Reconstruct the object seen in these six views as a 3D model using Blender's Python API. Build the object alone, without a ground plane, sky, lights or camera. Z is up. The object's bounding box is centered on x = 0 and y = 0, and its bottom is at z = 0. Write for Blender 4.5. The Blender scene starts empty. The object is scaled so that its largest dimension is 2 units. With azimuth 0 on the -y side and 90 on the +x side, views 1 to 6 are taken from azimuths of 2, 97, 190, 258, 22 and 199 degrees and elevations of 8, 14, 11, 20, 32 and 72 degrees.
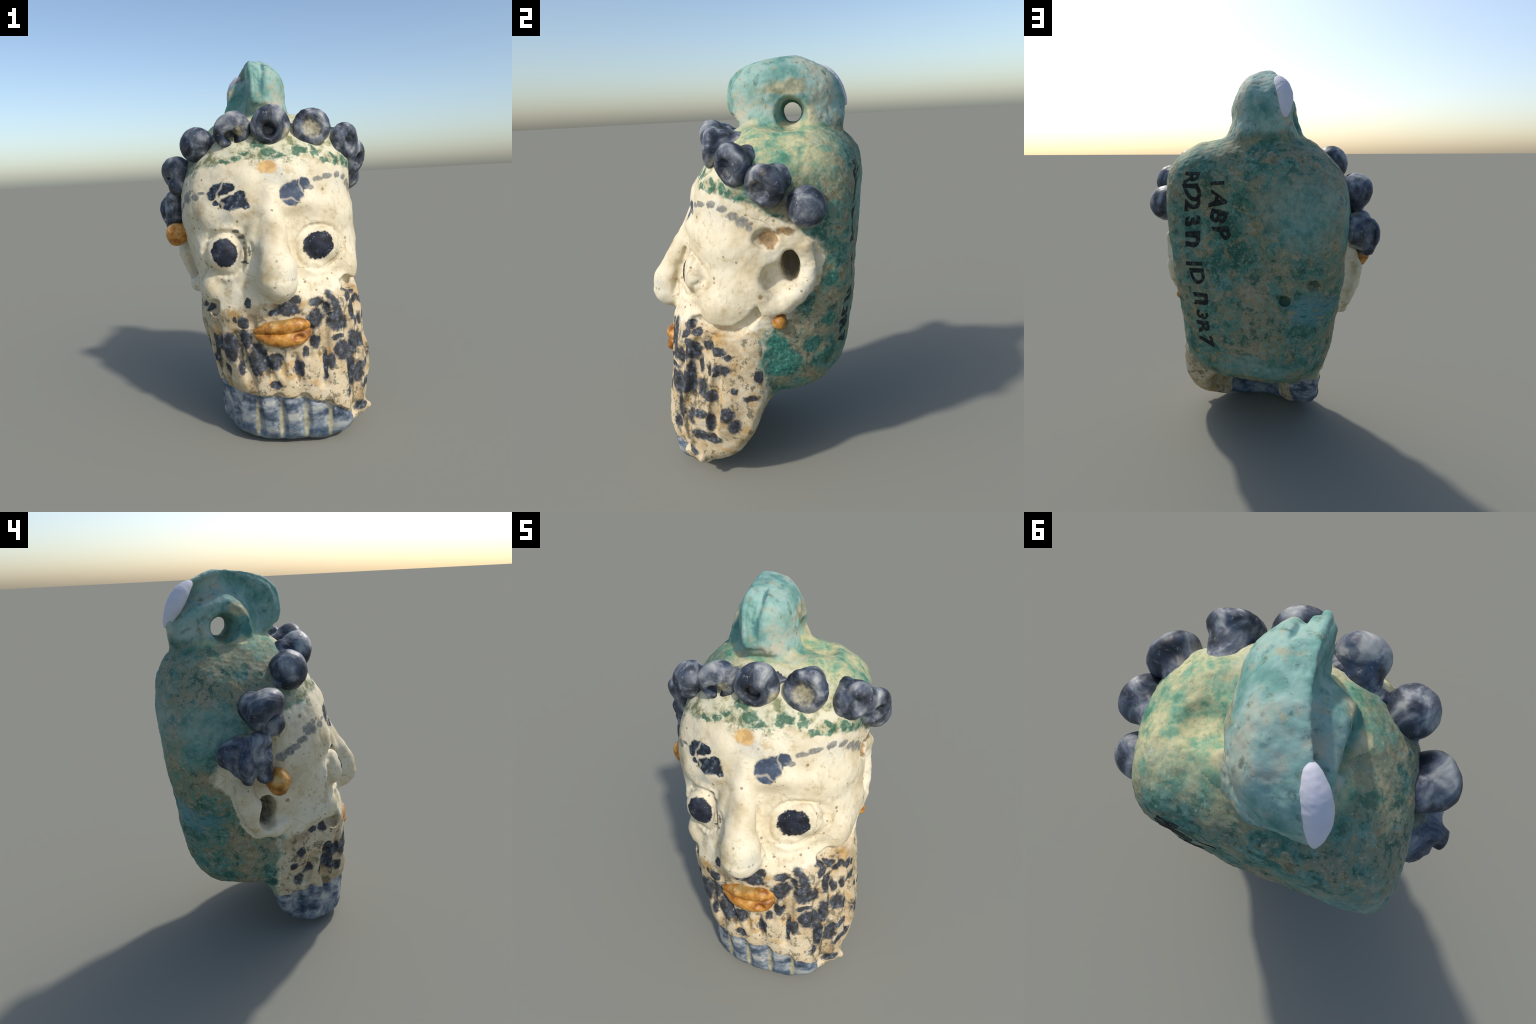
import bpy, math, time
import numpy as np
T0 = time.time()

# ------------------------------------------------------------------ implicit modelling kit
def smin(a, b, k):
    h = np.clip(0.5 + 0.5 * (b - a) / k, 0, 1)
    return b + (a - b) * h - k * h * (1 - h)

def smax(a, b, k):
    return -smin(-a, -b, k)

def sstep(a, b, x):
    t = np.clip((x - a) / (b - a), 0, 1)
    return t * t * (3 - 2 * t)

def curve(knots, q, soft=0.03):
    """smooth 1-D profile through control points"""
    kx = np.array([k[0] for k in knots]); ky = np.array([k[1] for k in knots])
    o = np.argsort(kx); kx, ky = kx[o], ky[o]
    out = 0
    for d, w in ((-1.5, .1), (-.75, .25), (0, .3), (.75, .25), (1.5, .1)):
        out = out + w * np.interp(q + d * soft, kx, ky)
    return out

class Clay:
    """a block of virtual clay: a signed distance field that is added to and carved"""
    def __init__(self, lo, hi, h):
        self.h = h
        self.lo = np.array(lo, float)
        n = np.ceil((np.array(hi) - self.lo) / h).astype(int) + 1
        self.ax = [(self.lo[i] + h * np.arange(n[i])).astype(np.float32) for i in range(3)]
        self.D = np.full(n, 1.0, np.float32)

    def box(self, lo, hi):
        s = []
        for i in range(3):
            a = int(np.clip(math.floor((lo[i] - self.lo[i]) / self.h), 0, len(self.ax[i]) - 1))
            b = int(np.clip(math.ceil((hi[i] - self.lo[i]) / self.h) + 1, a + 1, len(self.ax[i])))
            s.append(slice(a, b))
        s = tuple(s)
        X = self.ax[0][s[0]][:, None, None]; Y = self.ax[1][s[1]][None, :, None]; Z = self.ax[2][s[2]][None, None, :]
        return s, X, Y, Z

    def apply(self, lo, hi, fn, k, carve=False, pad=None):
        pad = (k + 0.02) if pad is None else pad
        s, X, Y, Z = self.box(np.array(lo) - pad, np.array(hi) + pad)
        f = fn(X, Y, Z)
        if carve:
            self.D[s] = smax(self.D[s], -f, k)
        else:
            self.D[s] = smin(self.D[s], f, k)

    def normalise(self):
        g = np.gradient(self.D, self.h)
        n = np.sqrt(g[0] ** 2 + g[1] ** 2 + g[2] ** 2)
        self.D /= np.clip(n, 0.3, None)

    # primitives ------------------------------------------------------
    def ball(self, c, r, k=.03, carve=False):
        r = np.array([r, r, r] if np.isscalar(r) else r, float)
        c = np.array(c, float)
        def fn(X, Y, Z):
            q = np.sqrt(((X - c[0]) / r[0]) ** 2 + ((Y - c[1]) / r[1]) ** 2 + ((Z - c[2]) / r[2]) ** 2)
            g = np.sqrt(((X - c[0]) / r[0] ** 2) ** 2 + ((Y - c[1]) / r[1] ** 2) ** 2 + ((Z - c[2]) / r[2] ** 2) ** 2)
            return q * (q - 1) / np.maximum(g, 1e-4)
        self.apply(c - r, c + r, fn, k, carve)

    def rod(self, a, b, ra, rb, k=.03, carve=False):
        a = np.array(a, float); b = np.array(b, float)
        ab = b - a; L2 = float(ab @ ab) + 1e-9
        m = max(ra, rb)
        def fn(X, Y, Z):
            t = np.clip(((X - a[0]) * ab[0] + (Y - a[1]) * ab[1] + (Z - a[2]) * ab[2]) / L2, 0, 1)
            d = np.sqrt((X - a[0] - t * ab[0]) ** 2 + (Y - a[1] - t * ab[1]) ** 2 + (Z - a[2] - t * ab[2]) ** 2)
            return d - (ra + (rb - ra) * t)
        self.apply(np.minimum(a, b) - m, np.maximum(a, b) + m, fn, k, carve)

    def chain(self, pts, rad, k=.03, carve=False):
        rad = [rad] * len(pts) if np.isscalar(rad) else rad
        if len(pts) == 1:
            return self.ball(pts[0], rad[0], k, carve)
        A = [np.array(p, float) for p in pts]
        m = max(rad)
        def fn(X, Y, Z):
            out = None
            for a, b, ra, rb in zip(A[:-1], A[1:], rad[:-1], rad[1:]):
                ab = b - a; L2 = float(ab @ ab) + 1e-9
                t = np.clip(((X - a[0]) * ab[0] + (Y - a[1]) * ab[1] + (Z - a[2]) * ab[2]) / L2, 0, 1)
                d = np.sqrt((X - a[0] - t * ab[0]) ** 2 + (Y - a[1] - t * ab[1]) ** 2 + (Z - a[2] - t * ab[2]) ** 2) - (ra + (rb - ra) * t)
                out = d if out is None else smin(out, d, .01)
            return out
        self.apply(np.min(A, 0) - m, np.max(A, 0) + m, fn, k, carve)

    def front(self, x, z):
        """y of the foremost surface at x, z"""
        i = int(round((x - self.lo[0]) / self.h)); k = int(round((z - self.lo[2]) / self.h))
        col = self.D[i, :, k]
        j = int(np.argmax(col < 0))
        a, b = col[j - 1], col[j]
        return float(self.ax[1][j - 1] + self.h * a / (a - b))

    def skin(self):
        """surface of the clay as quads (naive surface nets)"""
        D = self.D; n = D.shape
        ins = D < 0
        idx = np.zeros([m - 1 for m in n], np.int8)
        for dx in (0, 1):
            for dy in (0, 1):
                for dz in (0, 1):
                    idx += ins[dx:n[0] - 1 + dx, dy:n[1] - 1 + dy, dz:n[2] - 1 + dz]
        act = (idx > 0) & (idx < 8)
        ci = np.argwhere(act)
        vid = np.full(act.shape, -1, np.int32); vid[act] = np.arange(len(ci))
        acc = np.zeros((len(ci), 3)); cnt = np.zeros(len(ci))
        corners = [(x, y, z) for x in (0, 1) for y in (0, 1) for z in (0, 1)]
        val = {c: D[ci[:, 0] + c[0], ci[:, 1] + c[1], ci[:, 2] + c[2]] for c in corners}
        for c in corners:
            for axn in range(3):
                if c[axn]:
                    continue
                e = list(c); e[axn] = 1; e = tuple(e)
                a, b = val[c], val[e]
                m = (a < 0) != (b < 0)
                t = np.where(m, a / np.where(m, a - b, 1), 0)
                p = np.tile(np.array(c, float), (len(ci), 1)); p[:, axn] = t
                acc += p * m[:, None]; cnt += m
        V = self.lo + self.h * (ci + acc / np.maximum(cnt, 1)[:, None])
        F = []
        for axn in range(3):
            o1, o2 = (axn + 1) % 3, (axn + 2) % 3
            sl0 = [slice(None)] * 3; sl1 = [slice(None)] * 3
            sl0[axn] = slice(0, n[axn] - 1); sl1[axn] = slice(1, n[axn])
            a = ins[tuple(sl0)]; b = ins[tuple(sl1)]
            ed = np.argwhere(a != b)
            ok = (ed[:, o1] > 0) & (ed[:, o2] > 0) & (ed[:, o1] < n[o1] - 1) & (ed[:, o2] < n[o2] - 1)
            ed = ed[ok]
            flip = b[tuple(ed.T)]
            q = []
            for d1, d2 in ((0, 0), (1, 0), (1, 1), (0, 1)):
                c = ed.copy(); c[:, o1] -= 1 - d1; c[:, o2] -= 1 - d2
                q.append(vid[tuple(c.T)])
            q = np.stack(q, 1)
            q[flip] = q[flip][:, ::-1]
            F.append(q)
        return V, np.concatenate(F)

def relax(V, F, n=2, lam=.5):
    e = np.concatenate([F[:, [i, (i + 1) % 4]] for i in range(4)])
    for it in range(n):
        for l in (lam, -lam * 1.02):
            s = np.zeros_like(V); c = np.zeros(len(V))
            for a, b in ((0, 1), (1, 0)):
                for ax in range(3):
                    s[:, ax] += np.bincount(e[:, a], V[e[:, b], ax], len(V))
                c += np.bincount(e[:, a], minlength=len(V))
            V = V + l * (s / c[:, None] - V)
    return V

def vnormals(V, F):
    d = np.cross(V[F[:, 2]] - V[F[:, 0]], V[F[:, 3]] - V[F[:, 1]])
    N = np.zeros_like(V)
    for i in range(4):
        for ax in range(3):
            N[:, ax] += np.bincount(F[:, i], d[:, ax], len(V))
    return N / np.maximum(np.linalg.norm(N, axis=1), 1e-12)[:, None]

class Lumps:
    """seeded band-limited noise: a sum of randomly oriented waves"""
    def __init__(self, seed, scale, n=24):
        r = np.random.default_rng(seed)
        d = r.normal(size=(n, 3)); d /= np.linalg.norm(d, axis=1)[:, None]
        self.k = d * (2 * math.pi / scale) * r.uniform(.6, 1.5, (n, 1)); self.p = r.uniform(0, 6.28, n); self.n = n
    def __call__(self, V):
        out = np.zeros(len(V))
        for k, p in zip(self.k, self.p):
            out += np.sin(V @ k + p)
        return out / math.sqrt(self.n / 2)

# ------------------------------------------------------------------ the body
H = 0.0065
body = Clay((-.66, -.63, -.05), (.66, .64, 2.05), H)

def head_hull(X, Y, Z):
    z = Z.ravel()
    xlf = curve([(.3, -.33), (.5, -.345), (.7, -.36), (.85, -.382), (1.0, -.422), (1.15, -.452), (1.3, -.448), (1.45, -.40), (1.6, -.345), (1.7, -.32)], z)
    xrf = curve([(.3, .50), (.6, .50), (.75, .505), (.85, .52), (.95, .538), (1.1, .522), (1.25, .505), (1.4, .510), (1.5, .512), (1.7, .495)], z)
    xlb = curve([(.3, -.33), (.49, -.335), (.6, -.356), (.775, -.396), (.96, -.425), (1.16, -.447), (1.3, -.452), (1.45, -.445), (1.6, -.415), (1.7, -.385)], z)
    xrb = curve([(.3, .345), (.5, .365), (.61, .387), (.79, .417), (1.0, .452), (1.24, .481), (1.4, .487), (1.7, .47)], z)
    yf = curve([(.3, -.40), (.6, -.42), (.75, -.428), (.85, -.405), (.937, -.38), (1.0, -.36), (1.07, -.342), (1.15, -.335), (1.25, -.33), (1.33, -.32), (1.40, -.300), (1.45, -.268), (1.5, -.226), (1.6, -.165), (1.7, -.11)], z)
    yb = curve([(.3, .42), (.49, .475), (.59, .50), (.71, .518), (.8, .528), (.97, .548), (1.17, .566), (1.35, .58), (1.474, .585), (1.6, .575), (1.7, .555)], z)
    t = sstep(-.1, .36, Y)
    xl = xlf * (1 - t) + xlb * t
    t = sstep(.02, .48, Y)
    xr = xrf * (1 - t) + xrb * t
    cx = (xl + xr) / 2; hx = (xr - xl) / 2
    yc = .13
    ybx = yb - .004 - (.085 + .03 * sstep(.85, 1.35, Z)) * (X + .3) - .03 * sstep(1.0, .75, Z) * sstep(.15, .35, X) - .028 * sstep(.36, .05, np.abs(X - .05)) * sstep(.88, 1.02, Z) * sstep(1.5, 1.3, Z) - .22 * sstep(1.1, .5, Z) * sstep(-.14, -.42, X)
    nf = np.where(X < cx, 2.3 + .35 * sstep(.8, .95, Z) * sstep(1.35, 1.2, Z), 2.3 - .25 * sstep(1.15, 1.3, Z) - .28 * sstep(.78, .86, Z) * sstep(1.15, 1.05, Z))
    front = (np.abs((X - cx) / hx) ** nf + np.abs((Y - yc) / (yc - yf)) ** nf + 1e-9) ** (1 / nf)
    nb = np.where(X < cx, 3.6 + 2.4 * sstep(.75, 1.2, Z), 5.8)
    back = (np.abs((X - cx) / hx) ** nb + np.abs((Y - yc) / (ybx - yc)) ** nb + 1e-9) ** (1 / nb)
    side = np.where(Y < yc, front, back) - 1
    return side.astype(np.float32) * .42

def beard_hull(X, Y, Z):
    z = Z.ravel()
    xl = curve([(-.05, -.255), (.03, -.265), (.115, -.268), (.23, -.262), (.3, -.285), (.385, -.305), (.55, -.335), (.7, -.355), (.9, -.36)], z)
    xr = curve([(-.05, .50), (.05, .525), (.157, .545), (.346, .548), (.515, .532), (.66, .52), (.9, .49)], z)
    yf = curve([(-.05, -.455), (.02, -.468), (.08, -.478), (.18, -.486), (.3, -.482), (.5, -.458), (.7, -.440), (.8, -.41), (.9, -.37)], z)
    cx = (xl + xr) / 2; hx = (xr - xl) / 2
    yc = -.02
    q = (np.abs((X - cx) / hx) ** 2.7 + np.abs(np.minimum(Y - yc, 0) / (yc - yf)) ** 2.5 + np.abs(np.maximum(Y - yc, 0) / .16) ** 2.5 + 1e-9) ** .4 - 1
    return q.astype(np.float32) * .33

# skull block
s, X, Y, Z = body.box((-.7, -.7, .25), (.7, .7, 2.1))
side = head_hull(X, Y, Z)
top = Z - (1.698 - .05 * (Y + .1) - .25 * (X + .01) ** 2)
bot = .388 + .05 * X - Z
body.D[s] = smax(smax(side, top, .25 - .045 * sstep(-.12, .1, Y) + .035 * sstep(.25, .45, Y) + .06 * sstep(-.12, -.36, X)), bot, .19)
# beard block, its underside rising towards the neck
s, X, Y, Z = body.box((-.7, -.7, -.05), (.7, .3, .95))
f = beard_hull(X, Y, Z)
zb = curve([(-.5, .01), (-.42, -.012), (-.3, -.005), (-.2, .025), (-.08, .075), (0, .170), (.06, .35), (.2, .46)], Y.ravel())[None, :, None] \
    + .27 * np.maximum(X - .30, 0) + .08 * np.maximum(-.05 - X, 0)
f = smax(f, zb - Z, .08)
f = smax(f, Z - .86, .2)
body.D[s] = smin(body.D[s], f, .05)
body.normalise()

# hollow under the chin, behind the beard apron
body.ball((.16, .0, .09), (.27, .30, .25), .05, carve=True)
# free ends of the beard on either side
body.chain([(-.205, -.055, .20), (-.195, -.11, .14), (-.17, -.20, .10)], [.045, .052, .05], .03)
body.chain([(.50, -.26, .12), (.522, -.262, .118)], [.05, .022], .02)
body.ball((.525, -.14, .35), (.035, .07, .09), .03)
body.chain([(-.34, .08, .32), (-.30, -.02, .305), (-.29, -.07, .295)], [.03, .03, .02], .015, carve=True)

# suspension loop: a thick snail-like disc with a leaning rim, pierced from side to side
def rim_x(y):
    return curve([(-.15, .0), (0, -.015), (.12, -.020), (.25, -.045), (.36, -.098), (.48, -.160), (.6, -.20)], y)

def loop_field(X, Y, Z):
    xr = rim_x(Y.ravel())[None, :, None]
    zc = 1.82 - .05 * sstep(.05, .30, Y)
    rz = np.where(Z > zc, 2.0 - zc, .17 + .16 * sstep(.0, .2, Y))
    ex = 2.3 - .35 * sstep(.15, .3, Y) * (Z > zc)
    rho = (np.abs((Y - .178) / .294) ** ex + np.abs((Z - zc) / rz) ** ex) ** (1 / ex)
    flare = .045 * sstep(1.78, 1.64, Z)
    rd = (np.abs((Y - .215) / np.where(Y < .215, .31, .265)) ** 2.3 + np.abs((Z - zc) / np.where(Z > zc, rz, .34)) ** 2.3) ** (1 / 2.3)
    xp = curve([(-.15, .0), (.12, -.018), (.3, -.035), (.45, -.065), (.6, -.12)], Y.ravel())[None, :, None] + .185 * np.sqrt(np.clip(1 - rd ** 2.2, 0, 1)) + flare
    rh = np.hypot(np.where(Y > .2, .62, 1.) * (Y - .2), np.where(Z > 1.74, 1.1, .6) * (Z - 1.74))
    hub = -.16 + (np.minimum(-.05, xr + .05) + .16) * sstep(.115, .20, rh) - .7 * flare
    s2 = sstep(.84, .95, rho)
    xm = hub * (1 - s2) + (xr - .022) * s2
    f = smax(smax(X - xp, xm - X, .018), (rho - 1) * .26, .018)
    return smax(f, 1.56 - Z, .02)

def norm_field(fn):
    def g(X, Y, Z):
        f = fn(X, Y, Z)
        d = np.gradient(f, body.h)
        return f / np.clip(np.sqrt(d[0] ** 2 + d[1] ** 2 + d[2] ** 2), .8, 4)
    return g

body.apply((-.3, -.16, 1.56), (.35, .55, 2.03), norm_field(loop_field), .03)
body.chain([(-.27, .203, 1.737), (-.17, .203, 1.737), (-.07, .212, 1.738), (.08, .212, 1.738), (.16, .214, 1.730), (.26, .222, 1.728)], [.095, .070, .050, .050, .074, .105], .018, carve=True)
body.chain([(-.01, -.09, 1.715), (.05, -.085, 1.715)], .022, .02, carve=True)
body.chain([(-.13, .475, 1.655), (-.05, .485, 1.65)], .02, .025, carve=True)
# hollow just inside the leaning rim, on the far side
hollow = []
for q in range(9):
    a = math.radians(15 + 105 * q / 8)
    y, z = .178 + .232 * math.cos(a), 1.775 + .168 * math.sin(a)
    hollow.append((float(rim_x(np.array([y]))[0]) - .045, y, z))
body.chain(hollow, [.02, .028, .034, .036, .036, .034, .032, .028, .02], .02, carve=True)
# groove that follows the rim on the outer face
body.chain([(.03, -.10, 1.76), (.035, -.085, 1.86), (.04, -.03, 1.935), (.045, .06, 1.985)], [.014, .016, .014, .01], .02, carve=True)

# nose
NOSE = [(.052, -.31, 1.24), (.056, -.372, 1.10), (.062, -.423, 1.00), (.068, -.460, .905), (.064, -.459, .858)]
NOSE_R = [.045, .062, .076, .098, .106]
body.chain(NOSE, NOSE_R, .045)
# brow ridges
body.chain([(.10, -.315, 1.20), (.2, -.30, 1.215), (.33, -.22, 1.19)], .02, .06)
body.chain([(.0, -.32, 1.20), (-.14, -.305, 1.19), (-.27, -.235, 1.15)], .02, .06)
# eyes
EYES = [((.285, -.250, .99), (.120, .090, .110)), ((-.185, -.285, .98), (.108, .088, .108))]
# sockets, then the bulging eyeballs
body.chain([(.148, -.39, 1.06), (.145, -.40, .99), (.165, -.41, .92)], [.014, .016, .012], .025, carve=True)
body.ball((-.02, -.345, .98), (.08, .065, .17), .05)
body.chain([(-.055, -.40, 1.03), (-.05, -.41, .96), (-.09, -.405, .885), (-.17, -.375, .845)], [.008, .010, .010, .008], .02, carve=True)
body.chain([(-.10, -.375, 1.075), (-.18, -.345, 1.10), (-.26, -.275, 1.08), (-.31, -.215, 1.0), (-.28, -.255, .89)], .010, .02, carve=True)
for n_eye, (c, r) in enumerate(EYES):
    body.ball(c, r, .012)
    # crease around the ball and the raised lid outside it
    for grow, rad, cut in ((1.16, (.009, .015)[n_eye], False), (1.0, (.007, .011)[n_eye], True)):
        rim_pts = []
        for q in range(25):
            a = q / 24 * 2 * math.pi
            x, z = c[0] + r[0] * grow * math.cos(a), c[2] + r[2] * grow * math.sin(a)
            rim_pts.append((x, max(body.front(x, z), -.372) + (.012 if not cut else .0), z))
        body.chain(rim_pts, rad, .018 if not cut else .014, carve=cut)
# cheeks
body.ball((-.255, -.20, .80), (.075, .125, .08), .05)
body.ball((.40, -.10, .86), (.11, .13, .09), .06)
CHEEK_L = [(.40, -.275, .785), (.443, -.215, .778), (.478, -.145, .768), (.497, -.07, .768), (.50, -.01, .80), (.495, .045, .86), (.492, .06, .95)]
CHEEK_R = [(-.235, -.31, .71), (-.30, -.26, .705), (-.345, -.18, .70), (-.375, -.09, .70), (-.392, -.01, .705)]
body.chain(CHEEK_L, [.026, .028, .024, .022, .020, .022, .014], .02, carve=True)
body.chain(CHEEK_R, [.034, .028, .022, .02, .016], .02, carve=True)
body.ball((.437, -.245, .78), .042, .015, carve=True)
body.ball((-.245, -.31, .70), .046, .015, carve=True)
# crisp crease where the nose meets the left cheek
body.chain([(.112, -.365, 1.08), (.128, -.385, 1.0), (.155, -.415, .92), (.172, -.435, .85)], [.010, .015, .014, .010], .012, carve=True)

# ears: a rim around a deep cavity
EAR_L = [(.465, .13, 1.20), (.478, .21, 1.198), (.487, .275, 1.16), (.475, .305, 1.09), (.470, .285, 1.01), (.482, .235, .945), (.494, .175, .90), (.49, .11, .885)]
EAR_L_R = [.022, .030, .035, .038, .040, .042, .042, .034]
EAR_R = [(-.44, .205, 1.08), (-.460, .21, 1.01), (-.450, .19, .93), (-.405, .16, .84), (-.385, .115, .775), (-.382, .05, .757), (-.372, -.01, .775)]
EAR_R_R = [.05, .055, .056, .054, .052, .048, .032]
body.chain(EAR_L, EAR_L_R, .03)
body.chain(EAR_R, EAR_R_R, .03)
body.ball((.47, .205, 1.075), (.11, .045, .08), .02, carve=True)
body.ball((.505, .145, 1.02), (.045, .07, .07), .03, carve=True)
body.ball((-.40, .090, .865), (.12, .054, .088), .02, carve=True)
body.chain([(.50, .335, 1.16), (.485, .35, 1.05), (.47, .31, .95), (.48, .22, .865), (.49, .15, .845)], .020, .015, carve=True)
body.chain([(.515, .365, 1.15), (.50, .375, 1.04), (.485, .34, .95)], .030, .03, carve=True)
body.chain([(-.47, .275, 1.02), (-.46, .26, .92), (-.435, .22, .82), (-.405, .165, .735), (-.395, .09, .70)], .020, .02, carve=True)
# broken patch above the left ear
body.ball((.50, .10, 1.20), (.022, .06, .045), .015, carve=True)
body.ball((.475, .19, 1.265), (.025, .09, .03), .02)

# beard: strands parted by grooves, apron edge, ribbed lower strip
GROOVES = [
    ([(-.26, -.335, .60), (-.248, -.325, .42), (-.215, -.335, .28)], .020),
    ([(-.155, -.41, .575), (-.125, -.424, .45), (-.085, -.447, .33)], .022),
    ([(-.075, -.435, .655), (-.058, -.444, .53), (.004, -.463, .41), (.038, -.475, .335)], .020),
    ([(.133, -.462, .47), (.157, -.475, .35)], .018),
    ([(.297, -.40, .70), (.287, -.434, .51), (.286, -.460, .40), (.286, -.462, .33)], .021),
    ([(.417, -.335, .665), (.418, -.366, .48), (.425, -.378, .40), (.437, -.385, .13)], .022),
    ([(.475, -.238, .694), (.480, -.28, .49), (.475, -.335, .31), (.453, -.362, .146)], .034),
    ([(.52, -.143, .55), (.535, -.165, .40), (.54, -.19, .24)], .020),
    ([(.487, -.179, .735), (.503, -.203, .584), (.497, -.254, .456)], .018),
    ([(-.307, -.255, .559), (-.290, -.240, .42), (-.245, -.270, .29)], .022),
    ([(-.335, -.163, .53), (-.307, -.129, .375)], .018),
    ([(.06, -.455, .47), (.075, -.465, .38)], .014),
    ([(.215, -.435, .60), (.205, -.455, .48)], .014),
]
for pts, r in GROOVES:
    mid_x = .13
    pts = [(p[0] + .008 * (p[0] - mid_x > .25) + .008 * (p[0] < -.2), p[1] - .012, p[2]) for p in pts]
    body.chain(pts, r + .010, .012, carve=True)
EDGE = [(-.30, -.02, .285), (-.292, -.10, .285), (-.288, -.18, .31), (-.255, -.275, .285), (-.178, -.377, .272), (-.063, -.450, .262), (.051, -.472, .262), (.177, -.474, .250), (.274, -.462, .225), (.345, -.442, .190), (.42, -.393, .13), (.435, -.385, .07)]
# the strip is set back under the apron
def strip_set_back(X, Y, Z):
    edge_z = curve([(p[0], p[2]) for p in EDGE[3:]], X.ravel(), .01)[:, None, None]
    # shell of the beard's outside, thin, below the edge line
    d = body.D[strip_box]
    return smax(-(d + .014), Z - edge_z + .004, .008)
strip_box = body.box((-.35, -.6, -.05), (.47, -.20, .30))[0]
s, X, Y, Z = body.box((-.35, -.6, -.05), (.47, -.20, .30))
gate = sstep(.30, .44, X) * .02 + sstep(-.27, -.20, Y) * .02
body.D[s] = smax(body.D[s], -(strip_set_back(X, Y, Z) + gate), .008)
body.chain(EDGE, .010, .012, carve=True)
RIBS = [[(-.195, -.358, .26), (-.175, -.375, -.03)], [(-.07, -.455, .26), (-.055, -.452, -.03)], [(.051, -.477, .26), (.065, -.470, -.03)],
        [(.177, -.479, .25), (.187, -.470, -.03)], [(.295, -.462, .21), (.315, -.456, -.02)], [(-.276, -.183, .30), (-.266, -.19, .03)], [(-.240, -.288, .27), (-.236, -.288, .03)], [(-.272, -.095, .28), (-.258, -.105, .06)]]
for a, b in RIBS:
    body.chain([a, b], .030, .012, carve=True)
    body.ball((b[0], b[1] + .03, -.005), (.020, .06, .030), .012, carve=True)

# pits in the back
body.chain([(-.294, .50, .964), (-.294, .60, .97)], .032, .015, carve=True)
body.chain([(-.154, .485, .891), (-.154, .60, .90)], .026, .012, carve=True)
body.chain([(-.33, .46, .70), (-.27, .48, .715), (-.2, .485, .73)], .010, .02, carve=True)
print('clay', time.time() - T0)

V, F = body.skin()
V = relax(V, F, 2)
N = vnormals(V, F)
coarse, mid, fine = Lumps(1, .16), Lumps(2, .055), Lumps(3, .024, 40)
behind = sstep(-.15, .1, V[:, 1] - .0)
amp = .0028 * coarse(V) + (.0005 + .0002 * behind) * mid(V) + (.0002 + .0003 * behind) * fine(V)
V = V + N * amp[:, None]
V[:, 2] -= V[:, 2].min()
N = vnormals(V, F)
print('skin', len(V), len(F), time.time() - T0)

# ------------------------------------------------------------------ naming the regions of the one surface
def chain_dist(P, pts, rad):
    rad = [rad] * len(pts) if np.isscalar(rad) else rad
    out = np.full(len(P), 9.)
    for a, b, ra, rb in zip(pts[:-1], pts[1:], rad[:-1], rad[1:]):
        a = np.array(a); ab = np.array(b) - a
        t = np.clip((P - a) @ ab / (ab @ ab), 0, 1)
        out = np.minimum(out, np.linalg.norm(P - a - t[:, None] * ab, axis=1) - (ra + (rb - ra) * t))
    return out

HAIRLINE = [(.30, .06), (.5, .06), (.7, .06), (.78, .09), (.85, .18), (.95, .28), (1.10, .33), (1.22, .27), (1.30, .15), (1.36, .0), (1.40, -.14), (1.44, -.25), (1.47, -.33), (1.5, -.45)]
C = V[F].mean(1)
hair_y = np.interp(C[:, 2], [h[0] for h in HAIRLINE], [h[1] for h in HAIRLINE]) - .05 * (C[:, 0] < 0) * (C[:, 2] < 1.0)
region = np.where(C[:, 1] > hair_y, 'hair_cap', 'face').astype(object)
cheek_z = np.interp(C[:, 0], [-.4, -.3, -.2, -.05, .07, .2, .32, .43, .5], [.70, .70, .71, .735, .74, .745, .76, .78, .775])
beardy = (C[:, 1] <= hair_y) & (C[:, 2] < cheek_z)
region[beardy] = 'beard'
under = (C[:, 2] < .36) & (C[:, 1] <= .14)
region[under] = 'beard'
ez = np.interp(C[:, 0], [p[0] for p in EDGE[3:]], [p[2] for p in EDGE[3:]])
ez = np.where(C[:, 1] > -.26, np.interp(-C[:, 1], [.02, .10, .18, .27], [.285, .285, .31, .285]), ez)
region[(C[:, 2] < ez) & (C[:, 0] < .437) & ((C[:, 1] < -.26) | (C[:, 0] < -.1))] = 'beard_tip'
region[(chain_dist(C, EAR_L, EAR_L_R) < .030) & (region != 'beard')] = 'ear.L'
region[(chain_dist(C, EAR_R, EAR_R_R) < .030) & (region != 'beard')] = 'ear.R'
region[(np.linalg.norm((C - (.43, .2, 1.07)) / (.15, .07, .10), axis=1) < 1) & (C[:, 0] < .49)] = 'ear.L'
region[(np.linalg.norm((C - (-.37, .09, .865)) / (.15, .062, .102), axis=1) < 1)] = 'ear.R'
region[(chain_dist(C, NOSE[1:], NOSE_R[1:]) < .014) & (region == 'face')] = 'nose'
for i, (c, r) in enumerate(EYES):
    region[(np.hypot((C[:, 0] - c[0]) / r[0], (C[:, 2] - c[2]) / r[2]) < 1.02) & (C[:, 1] < -.18) & (region == 'face')] = 'eye.' + 'LR'[i]
lrho = np.sqrt(((C[:, 1] - .18) / .34) ** 2 + ((C[:, 2] - 1.75) / .32) ** 2)
region[(lrho < 1) & (C[:, 2] > 1.668 - .03 * C[:, 1]) & (C[:, 0] > -.28) & (C[:, 0] < .27)] = 'suspension_loop'

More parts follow.
